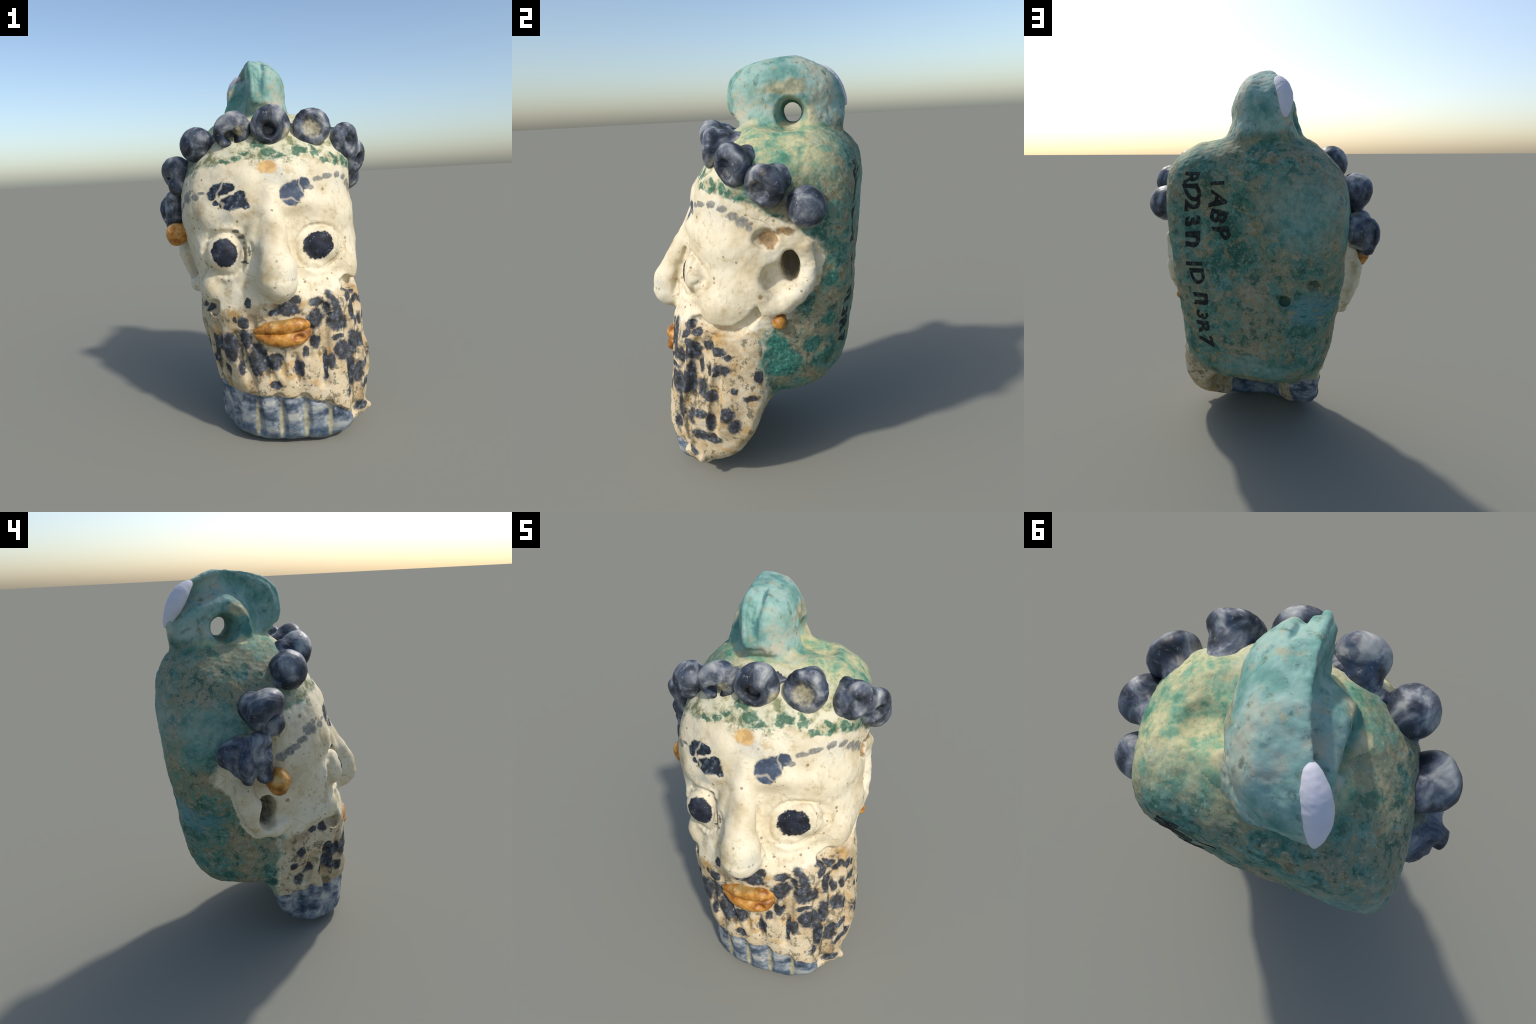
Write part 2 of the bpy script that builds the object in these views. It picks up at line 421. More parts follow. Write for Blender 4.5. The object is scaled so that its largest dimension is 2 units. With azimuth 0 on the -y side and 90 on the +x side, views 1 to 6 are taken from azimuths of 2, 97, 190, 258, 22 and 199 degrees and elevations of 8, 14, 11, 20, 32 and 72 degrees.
# ------------------------------------------------------------------ materials
# coloured inlays and stains: centre and half-size of each blob, in metres
PUPILS = [
    (.288, -.345, 1.009, .079, .050, .077), (-.191, -.377, .992, .063, .050, .076),
]
EYE_STREAKS = [
    (-.128, -.328, 1.092, .023, .050, .011), (-.095, -.337, 1.061, .023, .050, .014), (-.064, -.361, .995, .012, .050, .045),
    (-.089, -.379, .938, .022, .050, .009),
]
BROW_PATCHES = [
    (-.210, -.302, 1.304, .058, .050, .029), (-.247, -.288, 1.275, .024, .050, .024), (-.162, -.312, 1.311, .034, .050, .020),
    (-.132, -.330, 1.234, .064, .050, .032), (-.180, -.315, 1.229, .027, .050, .020), (-.072, -.340, 1.215, .020, .050, .017),
    (-.228, -.297, 1.234, .014, .050, .010), (-.096, -.328, 1.269, .027, .050, .020), (.137, -.319, 1.263, .034, .050, .044),
    (.178, -.310, 1.280, .041, .050, .041), (.220, -.294, 1.311, .031, .050, .027), (.162, -.332, 1.232, .030, .050, .023),
    (.254, -.286, 1.293, .019, .050, .011), (.298, -.263, 1.330, .028, .050, .014), (.349, -.227, 1.341, .028, .050, .014),
    (.404, -.174, 1.345, .016, .050, .013), (-.305, -.257, 1.283, .025, .050, .008), (-.343, -.233, 1.265, .024, .050, .015),
    (-.384, -.183, 1.260, .017, .050, .027),
]
BROW_TRAILS = [
    (.377, -.204, 1.347, .050, .019, .012), (.428, -.144, 1.347, .050, .018, .015), (.457, -.091, 1.332, .050, .024, .015),
    (.476, -.042, 1.301, .050, .027, .018), (.488, -.003, 1.278, .050, .032, .022), (.498, .033, 1.258, .050, .015, .020),
    (-.450, .018, 1.159, .050, .024, .024), (-.447, -.019, 1.175, .050, .027, .019), (-.439, -.057, 1.196, .050, .027, .017),
    (-.425, -.097, 1.220, .050, .027, .017), (-.410, -.134, 1.254, .050, .028, .017), (-.407, -.138, 1.274, .050, .028, .018),
    (-.392, -.169, 1.292, .050, .015, .015),
]
FOREHEAD_DOT = [
    (.044, -.291, 1.403, .058, .050, .039),
]
GREEN_FLECKS = [
    (.047, -.237, 1.478, .052, .050, .029), (.211, -.222, 1.476, .043, .050, .029), (.107, -.252, 1.457, .034, .050, .021),
    (-.069, -.234, 1.477, .035, .050, .017), (.293, -.213, 1.456, .025, .050, .020), (.340, -.212, 1.426, .027, .050, .021),
    (.402, -.152, 1.418, .023, .050, .029), (-.179, -.249, 1.439, .038, .050, .014), (-.117, -.249, 1.456, .028, .050, .014),
    (-.006, -.208, 1.512, .042, .050, .018), (-.356, -.170, 1.416, .029, .050, .050), (.291, -.194, 1.480, .050, .016, .025),
    (.391, -.143, 1.447, .050, .015, .021), (.449, -.091, 1.422, .050, .027, .021), (.478, -.052, 1.402, .050, .023, .015),
    (.491, -.005, 1.378, .050, .023, .015), (.506, .150, 1.312, .050, .029, .014),
]
BEARD_INLAYS_FRONT = [
    (-.111, -.418, .639, .024, .050, .029), (-.104, -.424, .559, .029, .050, .045), (-.188, -.392, .506, .046, .050, .066),
    (-.046, -.437, .452, .044, .050, .076), (.036, -.456, .448, .036, .050, .038), (.147, -.435, .420, .014, .050, .046),
    (.107, -.441, .708, .055, .050, .031), (.047, -.444, .692, .028, .050, .015), (.250, -.421, .650, .045, .050, .044),
    (.358, -.381, .618, .048, .050, .040), (.254, -.407, .730, .034, .050, .021), (.146, -.434, .749, .026, .050, .022),
    (.371, -.394, .474, .037, .050, .045), (.317, -.427, .433, .020, .050, .037), (.288, -.426, .410, .011, .050, .066),
    (.450, -.326, .495, .033, .050, .056), (.443, -.301, .656, .017, .050, .047), (.241, -.435, .536, .027, .050, .030),
    (.191, -.437, .488, .017, .050, .027), (-.272, -.297, .527, .030, .050, .036), (-.261, -.295, .453, .018, .050, .048),
    (-.206, -.355, .382, .019, .050, .032), (.038, -.447, .327, .032, .050, .017), (.466, -.297, .313, .031, .050, .041),
    (.358, -.390, .543, .039, .050, .012), (-.153, -.405, .653, .011, .050, .014), (-.083, -.421, .742, .015, .050, .021),
    (.496, -.178, .573, .012, .050, .025), (.347, -.386, .659, .038, .050, .015), (.421, -.307, .730, .016, .050, .023),
    (.168, -.448, .408, .015, .050, .038), (-.132, -.410, .407, .015, .050, .031),
]
BEARD_INLAYS_SIDE = [
    (.339, -.380, .714, .050, .015, .073), (.388, -.351, .607, .050, .020, .040), (.386, -.378, .468, .050, .032, .054),
    (.393, -.293, .768, .050, .025, .017), (.436, -.253, .743, .050, .025, .012), (.445, -.271, .655, .050, .028, .039),
    (.466, -.193, .692, .050, .031, .021), (.505, -.141, .673, .050, .030, .019), (.512, -.101, .647, .050, .021, .011),
    (.519, -.134, .587, .050, .037, .024), (.455, -.294, .538, .050, .022, .060), (.469, -.237, .478, .050, .032, .040),
    (.507, -.200, .449, .050, .035, .024), (.448, -.237, .585, .050, .014, .030), (.399, -.365, .351, .050, .019, .076),
    (.402, -.394, .254, .050, .019, .030), (.508, -.250, .355, .050, .039, .019), (.519, -.204, .315, .050, .021, .044),
    (.558, -.116, .370, .050, .031, .035), (.547, -.084, .309, .050, .027, .032), (.529, -.002, .450, .050, .027, .014),
    (.505, -.261, .240, .050, .049, .026), (.512, -.189, .229, .050, .039, .020), (.514, .040, .553, .050, .017, .034),
    (.479, -.315, .142, .050, .034, .021), (.527, -.075, .485, .050, .017, .012), (-.357, -.099, .581, .050, .022, .028),
    (-.295, -.148, .452, .050, .030, .029), (-.303, -.099, .393, .050, .027, .036), (-.268, -.265, .471, .050, .028, .033),
    (-.226, -.331, .510, .050, .023, .041), (-.278, -.270, .564, .050, .024, .022), (-.205, -.352, .371, .050, .015, .024),
    (-.343, -.061, .493, .050, .022, .020), (-.256, -.223, .408, .050, .013, .020), (-.317, -.176, .693, .050, .023, .012),
    (-.284, -.236, .685, .050, .023, .020),
]
TEAL_BLOTCHES = [
    (.494, .119, .687, .050, .082, .074), (.477, .187, .591, .050, .072, .084), (.488, .128, .580, .050, .068, .053),
    (.441, .293, .679, .050, .053, .045), (.426, .377, .799, .050, .045, .045), (.452, .388, .999, .050, .043, .043),
    (.500, -.025, .754, .050, .059, .037),
]

class G:
    """a small helper for writing node trees as expressions"""
    def __init__(self, name):
        self.m = bpy.data.materials.new(name); self.m.use_nodes = True
        self.t = self.m.node_tree; self.n = self.t.nodes; self.l = self.t.links
        self.b = self.n['Principled BSDF']
        self.P = self.n.new('ShaderNodeTexCoord').outputs['Object']
        sep = self.n.new('ShaderNodeSeparateXYZ'); self.l.new(self.P, sep.inputs[0])
        self.x, self.y, self.z = sep.outputs
    def put(self, sock, v):
        if hasattr(v, 'links') or isinstance(v, bpy.types.NodeSocket):
            self.l.new(v, sock)
        elif isinstance(v, (tuple, list)) and len(v) == 3 and sock.type == 'RGBA':
            sock.default_value = (*v, 1)
        else:
            sock.default_value = v
    def math(self, op, a, b=0., c=None, clamp=False):
        n = self.n.new('ShaderNodeMath'); n.operation = op; n.use_clamp = clamp
        self.put(n.inputs[0], a); self.put(n.inputs[1], b)
        if c is not None: self.put(n.inputs[2], c)
        return n.outputs[0]
    def vmath(self, op, a, b=None, scale=None):
        n = self.n.new('ShaderNodeVectorMath'); n.operation = op
        self.put(n.inputs[0], a)
        if b is not None: self.put(n.inputs[1], b)
        if scale is not None: self.put(n.inputs['Scale'], scale)
        return n.outputs['Value'] if op in ('LENGTH', 'DISTANCE') else n.outputs[0]
    def noise(self, scale, detail=3., rough=.55, vec=None, off=(0, 0, 0), stretch=(1, 1, 1), colour=False, dist=0.):
        mp = self.n.new('ShaderNodeMapping'); self.put(mp.inputs[0], vec or self.P)
        mp.inputs['Location'].default_value = off; mp.inputs['Scale'].default_value = stretch
        n = self.n.new('ShaderNodeTexNoise'); self.l.new(mp.outputs[0], n.inputs['Vector'])
        n.inputs['Scale'].default_value = scale; n.inputs['Detail'].default_value = detail; n.inputs['Roughness'].default_value = rough
        n.inputs['Distortion'].default_value = dist
        return n.outputs['Color'] if colour else n.outputs['Fac']
    def step(self, v, a, b):
        n = self.n.new('ShaderNodeMapRange'); n.interpolation_type = 'SMOOTHSTEP'
        self.put(n.inputs[0], v)
        if a <= b:
            n.inputs[1].default_value = a; n.inputs[2].default_value = b; n.inputs[3].default_value = 0; n.inputs[4].default_value = 1
        else:
            n.inputs[1].default_value = b; n.inputs[2].default_value = a; n.inputs[3].default_value = 1; n.inputs[4].default_value = 0
        return n.outputs[0]
    def mix(self, f, a, b):
        n = self.n.new('ShaderNodeMix'); n.data_type = 'RGBA'
        self.put(n.inputs[0], f); self.put(n.inputs[6], a); self.put(n.inputs[7], b)
        return n.outputs[2]
    def ramp(self, f, stops):
        n = self.n.new('ShaderNodeValToRGB'); self.put(n.inputs[0], f)
        e = n.color_ramp.elements
        while len(e) < len(stops): e.new(.5)
        for q, (p, c) in zip(e, stops):
            q.position = p; q.color = (*c, 1)
        return n.outputs[0]
    def curve(self, v, knots, lo, hi, vlo, vhi):
        """profile through knots: v in lo..hi to value in vlo..vhi"""
        t = self.math('DIVIDE', self.math('SUBTRACT', v, lo), hi - lo, clamp=True)
        n = self.n.new('ShaderNodeFloatCurve'); self.put(n.inputs['Value'], t)
        c = n.mapping.curves[0]
        pts = [((k - lo) / (hi - lo), (w - vlo) / (vhi - vlo)) for k, w in knots]
        while len(c.points) < len(pts): c.points.new(.5, .5)
        for q, p in zip(c.points, pts): q.location = p
        n.mapping.update()
        return self.math('ADD', self.math('MULTIPLY', n.outputs[0], vhi - vlo), vlo)
    def warp(self, scale=22., amount=.022, off=(3, 1, 7)):
        d = self.vmath('SUBTRACT', self.noise(scale, 3., colour=True, off=off), (.5, .5, .5))
        return self.vmath('ADD', self.P, self.vmath('SCALE', d, scale=amount * 2))
    def blobs(self, lst, warp, lo=1.02, hi=.84, grow=1.0, rag=.5, rag_scale=60.):
        best = None
        for t in lst:
            mp = self.n.new('ShaderNodeMapping'); mp.vector_type = 'TEXTURE'
            # each blob waits for the one before it, which keeps the shader's working memory small
            self.l.new(warp if best is None else self.vmath('ADD', warp, self.math('MULTIPLY', best, 1e-7)), mp.inputs[0])
            mp.inputs['Location'].default_value = t[:3]; mp.inputs['Scale'].default_value = tuple(v * grow for v in t[3:])
            d = self.vmath('LENGTH', mp.outputs[0])
            best = d if best is None else self.math('MINIMUM', best, d)
        rg = self.math('MULTIPLY', self.math('SUBTRACT', self.noise(rag_scale, 3.), .5), rag)
        return self.step(self.math('ADD', best, rg), lo, hi)
    def finish(self, col, rough=.7, bump=.25, bscale=70., spec=.25, dist=.004):
        self.put(self.b.inputs['Base Color'], col)
        self.put(self.b.inputs['Roughness'], rough)
        self.b.inputs['Specular IOR Level'].default_value = spec
        bn = self.n.new('ShaderNodeBump'); bn.inputs['Strength'].default_value = bump; bn.inputs['Distance'].default_value = dist
        h = self.math('ADD', self.noise(bscale, 4., .6), self.math('MULTIPLY', self.noise(bscale * .3, 3.), .8))
        self.l.new(h, bn.inputs['Height']); self.l.new(bn.outputs[0], self.b.inputs['Normal'])
        return self.m

def c_cream(g):
    c = g.ramp(g.noise(5., 4., .6, off=(2, 4, 1)), [(.30, (.50, .41, .25)), (.44, (.64, .56, .39)), (.58, (.72, .65, .48)), (.75, (.60, .58, .49))])
    c = g.mix(g.math('MULTIPLY', g.step(g.noise(15., 5., .7), .52, .68), .6), c, (.45, .335, .16))
    c = g.mix(g.math('MULTIPLY', g.step(g.noise(42., 3., .7, off=(2, 1, 5)), .60, .70), .35), c, (.30, .21, .09))
    # brown pinholes, a few large and many small
    for sc, k, dens in ((13., .20, .62), (34., .30, .42)):
        v = g.n.new('ShaderNodeTexVoronoi'); g.l.new(g.P, v.inputs['Vector']); v.inputs['Scale'].default_value = sc
        rnd = g.n.new('ShaderNodeSeparateColor'); g.l.new(v.outputs['Color'], rnd.inputs[0])
        size = g.math('MULTIPLY', g.math('MULTIPLY', rnd.outputs[0], rnd.outputs[0]), k)
        pin = g.step(g.math('SUBTRACT', v.outputs['Distance'], size), .02, -.05)
        pin = g.math('MULTIPLY', pin, g.step(rnd.outputs[1], dens, dens + .1))
        c = g.mix(g.math('MULTIPLY', pin, .7), c, (.17, .11, .04))
    # hairline cracks
    wv = g.vmath('ADD', g.P, g.vmath('SCALE', g.noise(9., 3., colour=True), scale=.12))
    e = g.n.new('ShaderNodeTexVoronoi'); e.feature = 'DISTANCE_TO_EDGE'; g.l.new(wv, e.inputs['Vector']); e.inputs['Scale'].default_value = 4.5
    crack = g.math('MULTIPLY', g.step(e.outputs['Distance'], .012, .002), g.step(g.noise(5., 2., off=(9, 9, 2)), .50, .62))
    return g.mix(g.math('MULTIPLY', crack, .6), c, (.30, .21, .09))

def c_turquoise(g):
    w = g.warp(9., .05)
    c = g.ramp(g.noise(3.4, 4., .6, vec=w, off=(1.3, .2, 4.)), [(.34, (.024, .090, .064)), (.42, (.052, .158, .118)), (.48, (.105, .225, .178)), (.54, (.18, .21, .135)), (.64, (.31, .265, .17))])
    m = g.noise(13., 5., .7, vec=w, off=(7, 3, 1))
    c = g.mix(g.math('MULTIPLY', g.step(m, .50, .62), .8), c, g.ramp(g.noise(33., 3., .7), [(.4, (.20, .155, .075)), (.62, (.37, .31, .19))]))
    c = g.mix(g.math('MULTIPLY', g.step(m, .48, .38), .85), c, (.024, .095, .070))
    c = g.mix(g.math('MULTIPLY', g.step(g.noise(24., 4., .7, off=(4, 8, 2)), .55, .67), .6), c, (.18, .32, .265))
    c = g.mix(g.math('MULTIPLY', g.step(g.noise(40., 5., .75, off=(1, 8, 2)), .52, .70), .8), c, (.035, .050, .026))
    c = g.mix(g.math('MULTIPLY', g.step(g.noise(62., 3., .75, off=(11, 8, 2)), .57, .68), .5), c, (.42, .40, .29))
    return c

CHEEKLINE = [(-.45, .70), (-.3, .70), (-.2, .71), (-.05, .735), (.07, .74), (.2, .745), (.32, .76), (.43, .78), (.55, .775)]
def cheek_mask(g):
    """1 on the beard side of the ragged line where the pale cheeks end"""
    zl = g.curve(g.x, CHEEKLINE, -.45, .55, .65, .80)
    d = g.math('SUBTRACT', zl, g.z)
    d = g.math('ADD', d, g.math('MULTIPLY', g.math('SUBTRACT', g.noise(17., 4., .65, off=(5, 2, 8)), .5), .13))
    return g.step(d, -.012, .016)

def c_beard(g):
    c = g.ramp(g.noise(8., 5., .65, off=(8, 1, 2)), [(.30, (.30, .21, .11)), (.44, (.48, .375, .225)), (.58, (.58, .48, .32)), (.72, (.44, .40, .31))])
    c = g.mix(g.math('MULTIPLY', g.step(g.noise(10., 4., .6, off=(1, 9, 4)), .54, .66), .65), c, (.46, .27, .075))
    c = g.mix(g.math('MULTIPLY', g.step(g.noise(21., 5., .75, off=(1, 1, 4)), .53, .60), .75), c, (.085, .080, .050))
    c = g.mix(g.math('MULTIPLY', g.step(g.noise(19., 3., off=(7, 1, 4)), .58, .68), .5), c, (.60, .57, .44))
    return c

def hair_mask(g):
    yb = g.curve(g.z, HAIRLINE, .3, 1.5, -.5, .4)
    yb = g.math('SUBTRACT', yb, g.math('MULTIPLY', g.math('MULTIPLY', g.step(g.x, .02, -.02), g.step(g.z, 1.05, .98)), .05))
    d = g.math('SUBTRACT', g.y, yb)
    d = g.math('ADD', d, g.math('MULTIPLY', g.math('SUBTRACT', g.noise(12., 4., .6), .5), .20))
    return g.step(d, -.025, .035)

def c_cap(g):
    c = c_turquoise(g)
    # pale yellowish crown, greener patches in it
    pale = g.math('MULTIPLY', g.step(g.z, 1.36, 1.60), g.math('MULTIPLY', g.step(g.y, .50, .25), g.step(g.x, -.40, .05)))
    pn = g.noise(8., 5., .65, off=(2, 2, 9))
    pc = g.ramp(pn, [(.34, (.050, .20, .12)), (.42, (.17, .34, .22)), (.49, (.40, .43, .24)), (.55, (.56, .52, .29)), (.62, (.38, .42, .27)), (.70, (.66, .62, .42))])
    pc = g.mix(g.math('MULTIPLY', g.step(g.noise(40., 4., .7, off=(3, 1, 3)), .55, .65), .5), pc, (.17, .20, .10))
    c = g.mix(g.math('MULTIPLY', pale, .85), c, pc)
    # pale front of the crown between curls and loop
    fr = g.math('MULTIPLY', g.step(g.y, .0, -.12), g.step(g.z, 1.36, 1.42))
    c = g.mix(g.math('MULTIPLY', fr, .85), c, g.ramp(g.noise(13., 5., .7), [(.40, (.16, .17, .085)), (.47, (.44, .41, .26)), (.56, (.66, .62, .45))]))
    # bluish-grey bloom high on the back, right side
    bl = g.blobs([(-.25, .55, 1.32, .24, .14, .20), (-.44, .35, 1.30, .12, .2, .16), (.0, .5, .5, .25, .2, .08)], g.warp(6., .08), 1.3, .3, rag=.6, rag_scale=20.)
    c = g.mix(g.math('MULTIPLY', bl, .7), c, g.ramp(g.noise(30., 4., .6), [(.35, (.09, .24, .215)), (.6, (.22, .36, .32))]))
    tb = g.blobs(TEAL_BLOTCHES, g.warp(18., .03), 1.05, .75)
    c = g.mix(g.math('MULTIPLY', tb, .9), c, g.ramp(g.noise(70., 3., .6), [(.4, (.018, .105, .082)), (.6, (.045, .20, .155)), (.72, (.16, .36, .30))]))
    # bluish streaks below the pits
    st = g.blobs([(-.30, .48, .84, .14, .2, .10)], g.warp(6., .05), 1.2, .5)
    sc = g.ramp(g.noise(9., 4., .6, stretch=(1.2, 1.2, 5.)), [(.36, (.04, .15, .19)), (.47, (.12, .30, .30)), (.56, (.09, .21, .27)), (.66, (.33, .31, .12))])
    c = g.mix(g.math('MULTIPLY', st, .8), c, sc)
    return c

def c_edge(g):
    c = g.ramp(g.noise(10., 4., .65, off=(7, 3, 1)), [(.38, (.05, .19, .15)), (.5, (.17, .33, .26)), (.6, (.36, .34, .2))])
    return c

def c_navy(g, light=.3):
    c = g.ramp(g.noise(34., 4., .7, off=(6, 1, 3)), [(.36, (.009, .011, .014)), (.50, (.022, .029, .042)), (.60, (.060, .080, .110)), (.74, (.30, .32, .30))])
    return c

MOUSTACHE = [b for b in BEARD_INLAYS_FRONT + BEARD_INLAYS_SIDE if b[2] > .672]
BROW_TRAILS += [b for b in BROW_PATCHES if b[0] > .245 or b[0] < -.27]
BROW_PATCHES = [b for b in BROW_PATCHES if -.27 <= b[0] <= .245]
# dark streaks along the deep partings of the beard
PARTINGS = [(.287, -.435, .42, .013, .05, .10), (.43, -.37, .40, .013, .05, .16), (.005, -.455, .42, .012, .05, .06), (-.13, -.42, .46, .012, .05, .08),
            (.47, -.29, .45, .05, .014, .13), (.455, -.35, .22, .05, .014, .08), (-.285, -.25, .42, .05, .013, .09), (.155, -.46, .40, .010, .05, .06), (-.245, -.325, .38, .011, .05, .09)]

def mat_face(name, spots):
    g = G(name)
    c = c_cream(g)
    if spots == 'all':
        c = g.mix(cheek_mask(g), c, c_beard(g))
        c = g.mix(hair_mask(g), c, c_edge(g))
    w = g.warp(26., .013)
    navy = c_navy(g)
    if spots == 'all':
        gr = g.blobs(GREEN_FLECKS, g.warp(20., .035), 1.2, .7, rag=1.3, rag_scale=30.)
        c = g.mix(g.math('MULTIPLY', gr, .9), c, g.ramp(g.noise(45., 4., .7), [(.42, (.020, .085, .050)), (.56, (.05, .15, .095)), (.68, (.25, .30, .19))]))
        rim = g.math('MULTIPLY', g.step(g.z, 1.395, 1.44), g.step(g.noise(24., 4., .7), .50, .60))
        c = g.mix(g.math('MULTIPLY', g.math('MULTIPLY', rim, .7), g.step(g.y, .1, -.1)), c, (.16, .19, .09))
        mo = g.blobs(MOUSTACHE, w, 1.2, .78, grow=1.2, rag=.7, rag_scale=55.)
        c = g.mix(g.math('MULTIPLY', mo, .95), c, navy)
        dot = g.blobs(FOREHEAD_DOT, w, 1.15, .6, rag=.3)
        c = g.mix(g.math('MULTIPLY', dot, .85), c, g.ramp(g.noise(30., 3.), [(.35, (.42, .21, .04)), (.65, (.66, .40, .12))]))
        br = g.blobs(BROW_PATCHES, w, 1.12, .85, grow=1.22, rag=.28)
        tr = g.blobs(BROW_TRAILS, w, 1.15, .7, grow=1.2, rag=.9)
        vn = g.noise(6., 2., .5, off=(3, 3, 3))
        vein = g.step(vn, .47, .50)
        vein2 = g.step(vn, .53, .50)
        c = g.mix(g.math('MULTIPLY', br, g.math('SUBTRACT', 1., g.math('MULTIPLY', g.math('MULTIPLY', vein, vein2), .5))), c, g.mix(g.math('MULTIPLY', g.step(g.x, .05, .1), .35), navy, (.11, .15, .23)))
        c = g.mix(g.math('MULTIPLY', tr, .8), c, g.ramp(g.noise(40., 3.), [(.38, (.07, .08, .09)), (.62, (.21, .22, .21))]))
    if spots in ('all', 'ear'):
        # rusty break above the left ear
        rb = g.blobs([(.49, .11, 1.20, .05, .055, .045), (.48, .19, 1.235, .05, .06, .025)], g.warp(18., .03), 1.1, .7)
        c = g.mix(g.math('MULTIPLY', rb, .85), c, g.ramp(g.noise(24., 3.), [(.38, (.13, .065, .015)), (.6, (.36, .21, .07))]))
    if spots == 'eye':
        pu = g.blobs(PUPILS, w, 1.05, .93, grow=1.10, rag=.3)
        c = g.mix(pu, c, g.mix(g.math('MULTIPLY', g.step(g.noise(90., 2.), .66, .74), .5), g.ramp(g.noise(22., 3., .6), [(.38, (.009, .010, .014)), (.6, (.022, .028, .046)), (.72, (.06, .075, .08))]), (.4, .4, .36)))
    if spots == 'ear':
        lobes = []
        for pts, rad in ((EAR_L, EAR_L_R), (EAR_R, EAR_R_R)):
            for a, b, ra, rb in zip(pts[:-1], pts[1:], rad[:-1], rad[1:]):
                lobes.append((*a, *[ra + .016] * 3))
                lobes.append((*[(p + q) / 2 for p, q in zip(a, b)], *[(ra + rb) / 2 + .016] * 3))
        lobes += [(.43, .2, 1.07, .16, .065, .10), (-.37, .09, .865, .16, .065, .10), (.49, .09, .98, .05, .08, .12)]
        flesh = g.blobs(lobes, g.warp(20., .012), 1.06, .94, rag=.25)
        c = g.mix(g.math('MULTIPLY', g.math('SUBTRACT', 1., flesh), hair_mask(g)), c, c_turquoise(g))
        # ear holes painted dark for the shadow deep inside them
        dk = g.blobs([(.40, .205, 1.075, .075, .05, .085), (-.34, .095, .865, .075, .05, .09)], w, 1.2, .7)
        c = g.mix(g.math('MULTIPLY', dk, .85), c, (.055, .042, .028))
    if spots in ('eye', 'all'):
        ss = g.blobs(EYE_STREAKS, w, 1.1, .7)
        c = g.mix(g.math('MULTIPLY', ss, .85), c, (.06, .07, .06))
    return g.finish(c, .62, .18, 60.)

def mat_cap():
    g = G('mottled_turquoise_glass')
    c = g.mix(hair_mask(g), c_cream(g), c_cap(g))
    gr = g.blobs(GREEN_FLECKS, g.warp(20., .035), 1.2, .7, rag=1.3, rag_scale=30.)
    c = g.mix(g.math('MULTIPLY', gr, .9), c, g.ramp(g.noise(45., 4., .7), [(.42, (.020, .085, .050)), (.56, (.05, .15, .095)), (.68, (.25, .30, .19))]))
    return g.finish(c, .75, .45, 55.)

def mat_loop():
    g = G('turquoise_loop_glass')
    c = g.ramp(g.noise(5., 4., .6, vec=g.warp(9., .04)), [(.32, (.060, .19, .16)), (.44, (.14, .29, .25)), (.54, (.26, .40, .35)), (.66, (.42, .41, .31))])
    c = g.mix(g.math('MULTIPLY', g.step(g.noise(17., 4., .65, off=(3, 1, 1)), .56, .68), .6), c, (.36, .31, .18))
    c = g.mix(g.math('MULTIPLY', g.step(g.noise(28., 5., .7, off=(3, 7, 1)), .52, .72), .7), c, (.045, .085, .060))
    c = g.mix(g.math('MULTIPLY', g.step(g.noise(22., 3., .6, stretch=(1, .5, .5), off=(2, 2, 2)), .56, .66), .5), c, (.24, .41, .36))
    tn = g.blobs([(.16, .20, 1.85, .06, .12, .045), (.19, .31, 1.72, .08, .035, .09), (.2, .2, 1.66, .1, .14, .03), (-.17, .12, 1.83, .06, .07, .05)], g.warp(12., .04), 1.2, .6)
    c = g.mix(g.math('MULTIPLY', tn, .75), c, g.ramp(g.noise(24., 3.), [(.36, (.22, .19, .10)), (.62, (.50, .43, .25))]))
    vein = g.blobs([(.035, -.085, 1.86, .014, .03, .09), (.045, .0, 1.95, .012, .07, .05)], g.warp(20., .012), 1.2, .5)
    c = g.mix(g.math('MULTIPLY', vein, .7), c, (.012, .11, .13))
    base = g.step(g.math('ADD', g.z, g.math('MULTIPLY', g.math('SUBTRACT', g.noise(14., 4., .6), .5), .12)), 1.72, 1.66)
    bc = g.ramp(g.noise(13., 5., .7, off=(7, 3, 1)), [(.40, (.035, .12, .09)), (.50, (.12, .20, .15)), (.60, (.28, .24, .15))])
    c = g.mix(base, c, g.mix(g.step(g.y, .40, .30), bc, g.ramp(g.noise(8., 5., .65, off=(2, 2, 9)), [(.36, (.045, .17, .11)), (.45, (.18, .32, .20)), (.54, (.42, .40, .22)), (.66, (.55, .50, .33))])))
    return g.finish(c, .72, .4, 55.)

def mat_beard():
    g = G('inlaid_beard_glass')
    c = g.mix(cheek_mask(g), g.ramp(g.noise(15., 5., .7), [(.4, (.68, .61, .44)), (.7, (.50, .38, .2))]), c_beard(g))
    c = g.mix(hair_mask(g), c, c_edge(g))
    w = g.warp(30., .015)
    sf = g.blobs(BEARD_INLAYS_FRONT, w, 1.2, .78, grow=1.2, rag=.7, rag_scale=55.)
    ss = g.blobs(BEARD_INLAYS_SIDE, w, 1.25, .75, grow=1.2, rag=.7, rag_scale=55.)
    pt = g.blobs(PARTINGS, w, 1.25, .6, rag=.9, rag_scale=30.)
    c = g.mix(g.math('MULTIPLY', pt, .8), c, (.045, .042, .030))
    c = g.mix(g.math('MULTIPLY', g.math('MAXIMUM', sf, ss), .95), c, c_navy(g))
    return g.finish(c, .68, .35, 55.)

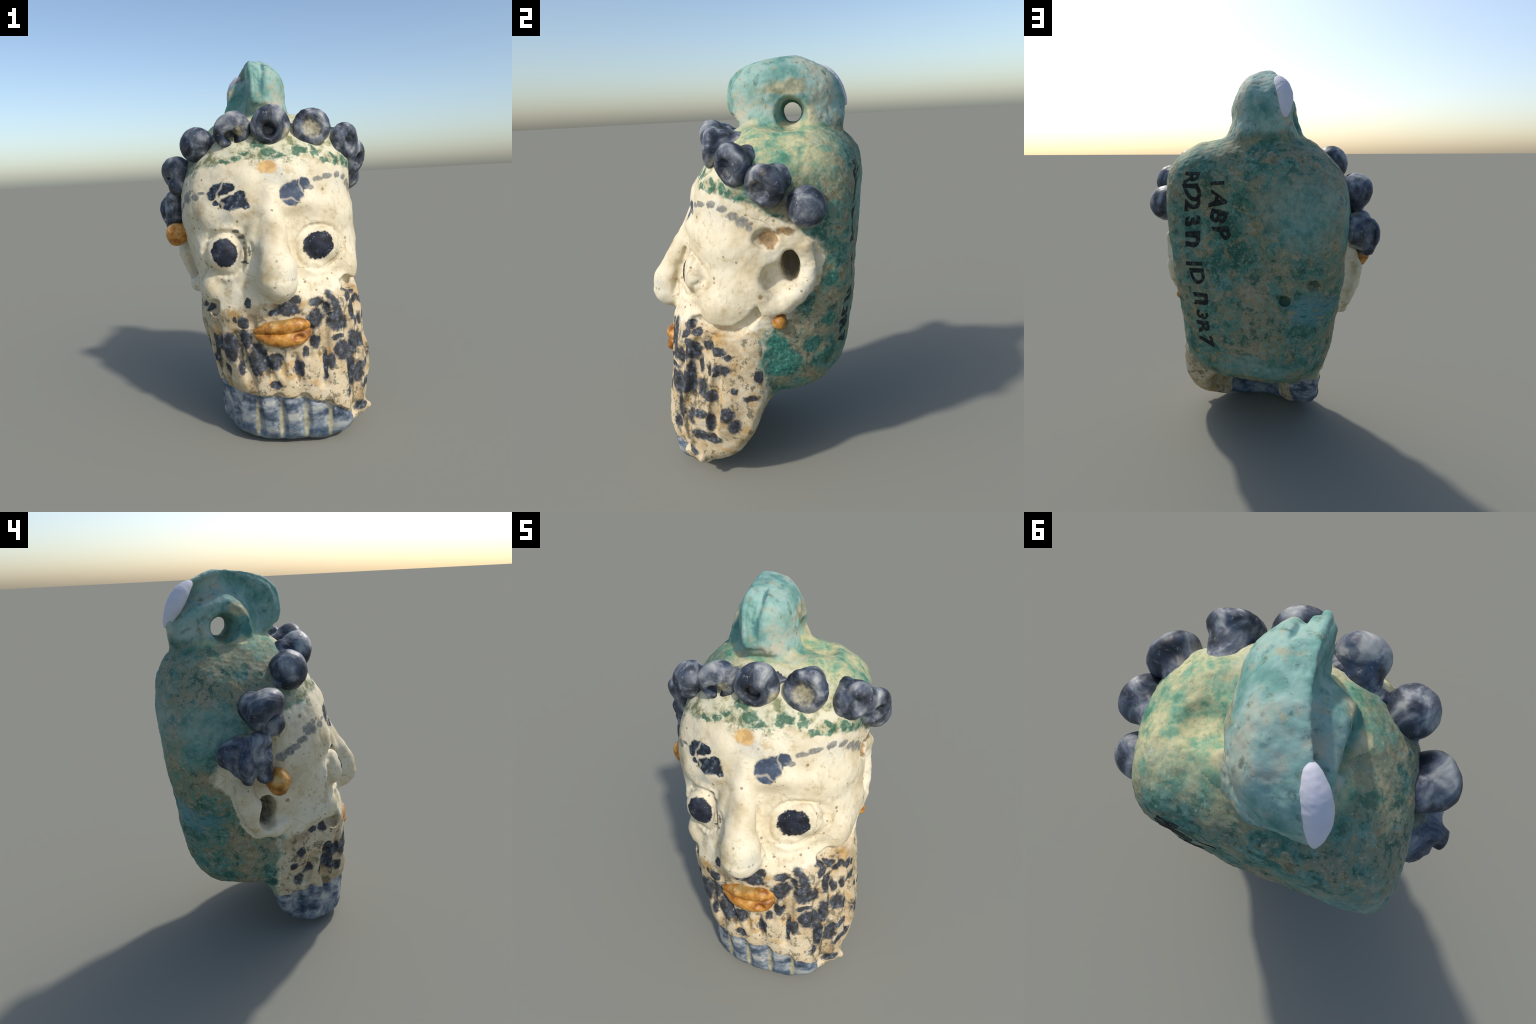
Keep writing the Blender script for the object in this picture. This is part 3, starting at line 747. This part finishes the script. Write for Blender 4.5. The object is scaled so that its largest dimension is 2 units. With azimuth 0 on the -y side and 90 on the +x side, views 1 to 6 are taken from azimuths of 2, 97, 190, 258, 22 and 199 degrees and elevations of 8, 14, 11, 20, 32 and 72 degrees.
def mat_tip():
    g = G('ribbed_blue_glass')
    n = g.noise(9., 4., .6, stretch=(1., 1., 1.8), off=(5, 2, 2))
    c = g.ramp(n, [(.32, (.028, .042, .065)), (.42, (.085, .112, .150)), (.51, (.22, .25, .275)), (.63, (.43, .43, .39))])
    c = g.mix(g.math('MULTIPLY', g.step(g.noise(26., 3., off=(1, 1, 7)), .56, .66), .6), c, (.030, .050, .095))
    band = g.math('MULTIPLY', g.step(g.z, .16, .04), .55)
    c = g.mix(band, c, g.ramp(g.noise(16., 3.), [(.4, (.020, .045, .085)), (.55, (.07, .13, .20)), (.68, (.22, .30, .34))]))
    seams = []
    for a, b in RIBS[1:5]:
        seams.append(((a[0] + b[0]) / 2, (a[1] + b[1]) / 2, (a[2] + b[2]) / 2, .015, .06, .16))
    sm = g.blobs(seams, g.warp(20., .008), 1.15, .5, rag=.4)
    c = g.mix(g.math('MULTIPLY', sm, .8), c, g.ramp(g.noise(22., 3.), [(.38, (.26, .23, .10)), (.62, (.56, .50, .30))]))
    return g.finish(c, .5, .25, 50., spec=.35)

def mat_curl():
    g = G('dark_blue_curl_glass')
    rnd = g.n.new('ShaderNodeObjectInfo').outputs['Random']
    c = g.ramp(g.noise(9., 4., .55, off=(1, 2, 8), dist=.8), [(.34, (.013, .015, .019)), (.44, (.034, .041, .056)), (.52, (.085, .098, .125)), (.59, (.19, .205, .22)), (.68, (.37, .37, .35))])  # pale end of the ramp paints whitish highlights onto the curls
    c = g.mix(g.math('MULTIPLY', g.math('MULTIPLY', g.step(g.noise(16., 3., .6, off=(3, 3, 8)), .52, .60), .7), rnd), c, (.020, .045, .095))
    c = g.mix(g.math('MULTIPLY', g.step(g.noise(50., 3., .7, off=(3, 3, 8)), .60, .70), .4), c, (.36, .37, .36))
    # buff core showing where coils are open
    core = g.blobs(CURL_CORES, g.warp(18., .022), 1.1, .6, rag=.8)
    c = g.mix(g.math('MULTIPLY', core, .9), c, g.ramp(g.noise(26., 4., .6), [(.35, (.13, .11, .06)), (.5, (.30, .27, .17)), (.66, (.48, .43, .28))]))
    return g.finish(c, .48, .15, 45., spec=.38)

def mat_amber():
    g = G('amber_glass')
    c = g.ramp(g.noise(16., 5., .65), [(.32, (.12, .038, .008)), (.44, (.34, .13, .018)), (.56, (.52, .25, .045)), (.70, (.62, .42, .18))])
    c = g.mix(g.math('MULTIPLY', g.step(g.noise(12., 3., off=(4, 4, 1)), .56, .68), .6), c, (.17, .045, .008))
    c = g.mix(g.math('MULTIPLY', g.blobs([(.06, -.5, .668, .12, .06, .022)], g.warp(20., .03), 1.2, .5), .6), c, (.17, .13, .04))
    return g.finish(c, .45, .08, 50., spec=.4)

def mat_ink():
    g = G('worn_black_ink')
    c = g.mix(g.math('MULTIPLY', g.step(g.noise(45., 4., .7), .50, .64), .75), (.010, .011, .011), (.055, .085, .065))
    return g.finish(c, .7, .3, 60.)

def mat_plain(name, col, rough=.8):
    g = G(name)
    c = g.mix(g.math('MULTIPLY', g.step(g.noise(20., 3.), .4, .65), .3), col, tuple(v * .85 for v in col))
    return g.finish(c, rough, .15, 60.)

CURL_CORES = [(.285, -.185, 1.592, .058, .03, .058), (.50, -.08, 1.515, .03, .035, .035), (.575, .075, 1.42, .05, .045, .05), (-.09, -.19, 1.60, .03, .03, .04), (.15, -.20, 1.575, .03, .03, .03), (-.45, .19, 1.28, .05, .05, .05)]
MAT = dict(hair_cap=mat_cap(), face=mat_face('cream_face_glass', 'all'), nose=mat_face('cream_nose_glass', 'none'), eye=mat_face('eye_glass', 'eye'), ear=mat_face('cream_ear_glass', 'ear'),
           beard=mat_beard(), beard_tip=mat_tip(), suspension_loop=mat_loop(), curl=mat_curl(), amber=mat_amber(),
           fill=mat_plain('pale_fill', (.60, .59, .64)), ink=mat_ink())

root = bpy.data.objects.new('glass_head_pendant', None)
root['label'] = 'bearded glass head pendant with turquoise cap, blue curls and loop'
root['category'] = 'pendant'
bpy.context.collection.objects.link(root)

def add_mesh(name, V, F, mat, parent=root, normals=None):
    me = bpy.data.meshes.new(name)
    me.from_pydata(V.tolist(), [], F.tolist())
    me.shade_smooth()
    if normals is not None:
        me.normals_split_custom_set_from_vertices(normals.tolist())
    me.materials.append(mat)
    o = bpy.data.objects.new(name, me)
    bpy.context.collection.objects.link(o)
    o.parent = parent
    return o

PARTS = {}
for key in ['face', 'hair_cap', 'beard', 'beard_tip', 'suspension_loop', 'ear.L', 'ear.R', 'nose', 'eye.L', 'eye.R']:
    f = F[region == key]
    if not len(f):
        continue
    used, inv = np.unique(f, return_inverse=True)
    base = key.split('.')[0]
    par = PARTS['face'] if base in ('nose', 'eye') else PARTS['beard'] if base == 'beard_tip' else root
    PARTS[key] = add_mesh(base, V[used], inv.reshape(f.shape), MAT[base], par, N[used])

# ------------------------------------------------------------------ applied pieces
def piece(name, lo, hi, build, mat, parent=root, h=.0045, lump=.0012, seed=5):
    c = Clay(lo, hi, h)
    build(c)
    v, f = c.skin()
    v = relax(v, f, 2)
    n = vnormals(v, f)
    v = v + n * (lump * Lumps(seed, .06)(v) + lump * .4 * Lumps(seed + 50, .02)(v))[:, None]
    return add_mesh(name, v, f, mat, parent)

def unit(d):
    d = np.array(d, float); return d / np.linalg.norm(d)

def ring(c, o, d, R, r, k, flat=1.0, a0=0, a1=360, n=18):
    """torus or open coil around axis d"""
    d = unit(d); u = unit(np.cross(d, (0, 0, 1))); w = np.cross(u, d)
    pts = []
    for i in range(n + 1):
        a = math.radians(a0 + (a1 - a0) * i / n)
        pts.append(tuple(np.array(o) + R * (math.cos(a) * u + flat * math.sin(a) * w)))
    c.chain(pts, r, k)

def curl(centre, r, face, kind, seed):
    """ball: a plain blob; disc: a stub with a dished end; coil: a ring with an off-centre eye; open: a broken horseshoe"""
    cx = np.array(centre, float); d = unit(face)
    u = unit(np.cross(d, (0, 0, 1))); w = np.cross(u, d)
    def b(c):
        if kind == 'ball':
            c.ball(cx, (r, r * .95, r * .97), .01)
            c.ball(cx + (0, 0, r * .25), r * .80, .03)
            c.ball(cx - d * r * .7, r * .7, .03)
        elif kind == 'disc':
            c.chain([tuple(cx - d * r * .9), tuple(cx + d * r * .35)], [r * .80, r * .86], .02)
            ring(c, cx + d * r * .55, d, r * .78, r * .20, .03)
            c.ball(cx + d * r * 1.75, r * 1.05, .012, carve=True)
        elif kind == 'coil':
            ring(c, cx + d * r * .25, d, r * .60, r * .40, .02, a0=-30, a1=300)
            c.chain([tuple(cx - d * r * .8), tuple(cx + d * r * .05)], [r * .75, r * .72], .03)
            c.ball(cx + d * r * .75 - w * r * .12, r * .50, .015, carve=True)
            # inner end of the trail
            c.chain([tuple(cx + d * r * .1 + u * r * .62 - w * r * .45), tuple(cx + d * r * .05 + u * r * .1 - w * r * .35)], [r * .34, r * .20], .02)
        elif kind == 'open':
            ring(c, cx + d * r * .10, d, r * .56, r * .47, .03)
            c.chain([tuple(cx - d * r * .7 - np.array((0, 0, .025))), tuple(cx - d * r * .1)], [r * .75, r * .80], .03)
            c.chain([tuple(cx + d * r * 1.2 - w * r * .28 + u * r * .22), tuple(cx + d * r * .12 - w * r * .14 + u * r * .12)], [r * .46, r * .30], .02, carve=True)
            c.ball(cx + w * r * .45 - u * r * .2, r * .55, .03)
    m = r * 2.1
    return piece('curl', cx - m, cx + m, b, MAT['curl'], seed=seed, lump=.0007)

CURLS = [
    ((.510, .285, 1.335), .088, (1, .1, 0), 'ball'),
    ((.516, .126, 1.443), .090, (.80, -.55, -.25), 'coil'),
    ((.450, -.015, 1.527), .090, (.72, -.68, -.1), 'coil'),
    ((.278, -.100, 1.590), .092, (.12, -1, .12), 'disc'),
    ((.068, -.178, 1.612), .092, (.22, -1, -.15), 'open'),
    ((-.130, -.152, 1.598), .088, (.25, -1, -.35), 'open'),
    ((-.328, -.062, 1.535), .092, (-.7, -.6, .2), 'ball'),
    ((-.462, .092, 1.392), .094, (-.6, -.65, -.5), 'open'),
]
for i, (c, r, d, k) in enumerate(CURLS):
    curl(c, r * (1.0 if k == 'ball' else 1.06), d, k, 20 + i)

# the twisted glass trail that ties the curls together
def trail(c):
    pts = [tuple(np.array(q[0]) * (.90, .82, 1) + np.array((0, .03, -.012))) for q in CURLS]
    c.chain(pts, [.035, .045, .05, .045, .045, .05, .045, .03], .03)
piece('curl_trail', (-.6, -.3, 1.2), (.65, .45, 1.75), trail, MAT['curl'], h=.006, lump=.004, seed=33)

def broken(c):
    c.ball((-.46, .06, 1.33), .062, .03)
    c.ball((-.53, .205, 1.185), (.075, .08, .09), .03)
    c.ball((-.48, .28, 1.20), (.055, .05, .06), .025)
    c.chain([(-.50, .13, 1.25), (-.515, .115, 1.10)], [.055, .040], .02)
    c.chain([(-.54, .20, 1.16), (-.545, .20, 1.10)], [.05, .03], .02)
    c.ball((-.46, .20, 1.20), .09, .03)
    c.chain([(-.585, .160, 1.24), (-.575, .158, 1.08)], .022, .015, carve=True)
    c.chain([(-.575, .262, 1.25), (-.555, .255, 1.10)], .020, .015, carve=True)
    c.ball((-.555, .085, 1.22), .035, .02, carve=True)
piece('curl', (-.68, -.05, 1.02), (-.34, .40, 1.45), broken, MAT['curl'], seed=40)

def bead_r(c):
    c.ball((-.490, .045, 1.052), (.062, .055, .066), .01)
    c.ball((-.44, .06, 1.06), .05, .02)
piece('ear_bead', (-.6, -.08, .92), (-.33, .18, 1.2), bead_r, MAT['amber'], lump=.001, seed=60)
def bead_l(c):
    c.ball((.492, .145, .812), (.036, .034, .034), .01)
    c.ball((.47, .14, .82), .032, .02)
piece('ear_bead', (.38, .05, .72), (.58, .24, .90), bead_l, MAT['amber'], lump=.001, seed=61)

def sweep(c, pts, rad, n=24, k=.015):
    t = np.linspace(0, 1, len(pts)); q = np.linspace(0, 1, n)
    xyz = [curve(list(zip(t, [p[i] for p in pts])), q, .06) for i in range(3)]
    c.chain(list(zip(*xyz)), [float(v) for v in curve(list(zip(t, rad)), q, .06)], k)

def upper_lip(c):
    sweep(c, [(-.060, -.440, .598), (.02, -.458, .619), (.10, -.466, .623), (.165, -.460, .634), (.205, -.440, .624)], [.010, .030, .032, .031, .014])
def lower_lip(c):
    sweep(c, [(-.055, -.440, .582), (.02, -.463, .562), (.10, -.470, .557), (.175, -.462, .570), (.205, -.440, .596)], [.010, .030, .035, .032, .014])
    c.ball((.165, -.505, .580), (.03, .025, .016), .012, carve=True)
lips = bpy.data.objects.new('mouth', None); bpy.context.collection.objects.link(lips); lips.parent = root
piece('lip', (-.12, -.56, .5), (.27, -.34, .72), upper_lip, MAT['amber'], lips, lump=.0003, seed=70)
piece('lip', (-.12, -.56, .46), (.27, -.34, .66), lower_lip, MAT['amber'], lips, lump=.0004, seed=71)

# pale modern fill on the back of the loop's rim
def fill(c):
    t = np.linspace(0, 1, 15)
    pts = [(float(np.interp(a, [0, .3, .6, .85, 1], [-.092, -.120, -.145, -.152, -.155])), .335 + .143 * a ** .9, 1.945 - .18 * a ** 1.35) for a in t]
    c.chain(pts, [float(.004 + .034 * math.sin(math.pi * min(1, a * .92 + .04)) ** .8) for a in t], .01)
    c.ball((-.10, .30, 1.80), (.05, .13, .13), .01, carve=True)
piece('fill_patch', (-.24, .26, 1.70), (-.03, .56, 2.0), fill, MAT['fill'], PARTS['suspension_loop'], lump=.0005, seed=80)

# inventory number inked on the back, reading downwards
from mathutils.bvhtree import BVHTree
from mathutils import Vector, Matrix
cap = PARTS['hair_cap'].data
tree = BVHTree.FromPolygons([v.co for v in cap.vertices], [p.vertices for p in cap.polygons])
INK = [('R', .298, 1.478, .075), ('D', .296, 1.412, .085), ('2', .296, 1.352, .085), ('3', .304, 1.272, .085), ('n', .305, 1.185, .08),
       ('1', .302, 1.055, .085), ('D', .292, .995, .075), ('n', .286, .872, .08), ('3', .288, .785, .07), ('R', .280, .715, .075), ('7', .272, .640, .085),
       ('1', .168, 1.455, .07), ('A', .166, 1.378, .085), ('B', .168, 1.295, .085), ('P', .160, 1.215, .085)]
glyphs = {}
hand = np.random.default_rng(11)
for ch, gx, gz, size in INK:
    if ch not in glyphs:
        tc = bpy.data.curves.new('ink_letter', 'FONT'); tc.body = ch; tc.size = 1.0; tc.offset = .035; tc.extrude = .0; tc.resolution_u = 4
        to = bpy.data.objects.new('ink_letter', tc); bpy.context.collection.objects.link(to)
        bpy.context.view_layer.update()
        tm = bpy.data.meshes.new_from_object(to)
        co = np.array([v.co[:] for v in tm.vertices]); polys = [list(p.vertices) for p in tm.polygons]
        mid_ = (co.max(0) + co.min(0)) / 2; ext = co.max(0) - co.min(0)
        glyphs[ch] = (co - mid_, polys, ext)
        bpy.data.objects.remove(to); bpy.data.curves.remove(tc); bpy.data.meshes.remove(tm)
    co, polys, ext = glyphs[ch]
    k = size / ext[1]
    import bmesh
    bm = bmesh.new()
    a = hand.uniform(-.16, .16); ca, sa = math.cos(a), math.sin(a); wob = hand.uniform(0, 6.3, 4)
    co = co + .05 * np.stack([np.sin(co[:, 1] * 6 + wob[0]), np.sin(co[:, 0] * 6 + wob[1]), co[:, 0] * 0], 1)
    co = np.stack([co[:, 0] * ca - co[:, 1] * sa, co[:, 0] * sa + co[:, 1] * ca], 1)
    vs = [bm.verts.new((gx - c[1] * k, 0, gz - c[0] * k * 1.05)) for c in co]
    for p in polys:
        try: bm.faces.new([vs[i] for i in p])
        except ValueError: pass
    bmesh.ops.triangulate(bm, faces=bm.faces[:])
    bmesh.ops.subdivide_edges(bm, edges=[e for e in bm.edges if e.calc_length() > .012], cuts=2, use_grid_fill=True)
    bmesh.ops.triangulate(bm, faces=bm.faces[:])
    for v in bm.verts:                                   # lay the stroke on the curved back
        hit = tree.ray_cast(Vector((v.co.x, 1, v.co.z)), Vector((0, -1, 0)))
        if hit[0] is not None: v.co.y = hit[0].y + .0022
    top_f = bm.faces[:]
    ret = bmesh.ops.extrude_face_region(bm, geom=top_f)
    for v in [q for q in ret['geom'] if isinstance(q, bmesh.types.BMVert)]: v.co.y -= .006
    bmesh.ops.recalc_face_normals(bm, faces=bm.faces[:])
    me = bpy.data.meshes.new('ink_letter'); bm.to_mesh(me); bm.free()
    me.materials.append(MAT['ink'])
    lo = bpy.data.objects.new('ink_letter', me); bpy.context.collection.objects.link(lo); lo.parent = PARTS['hair_cap']
print('done', time.time() - T0)
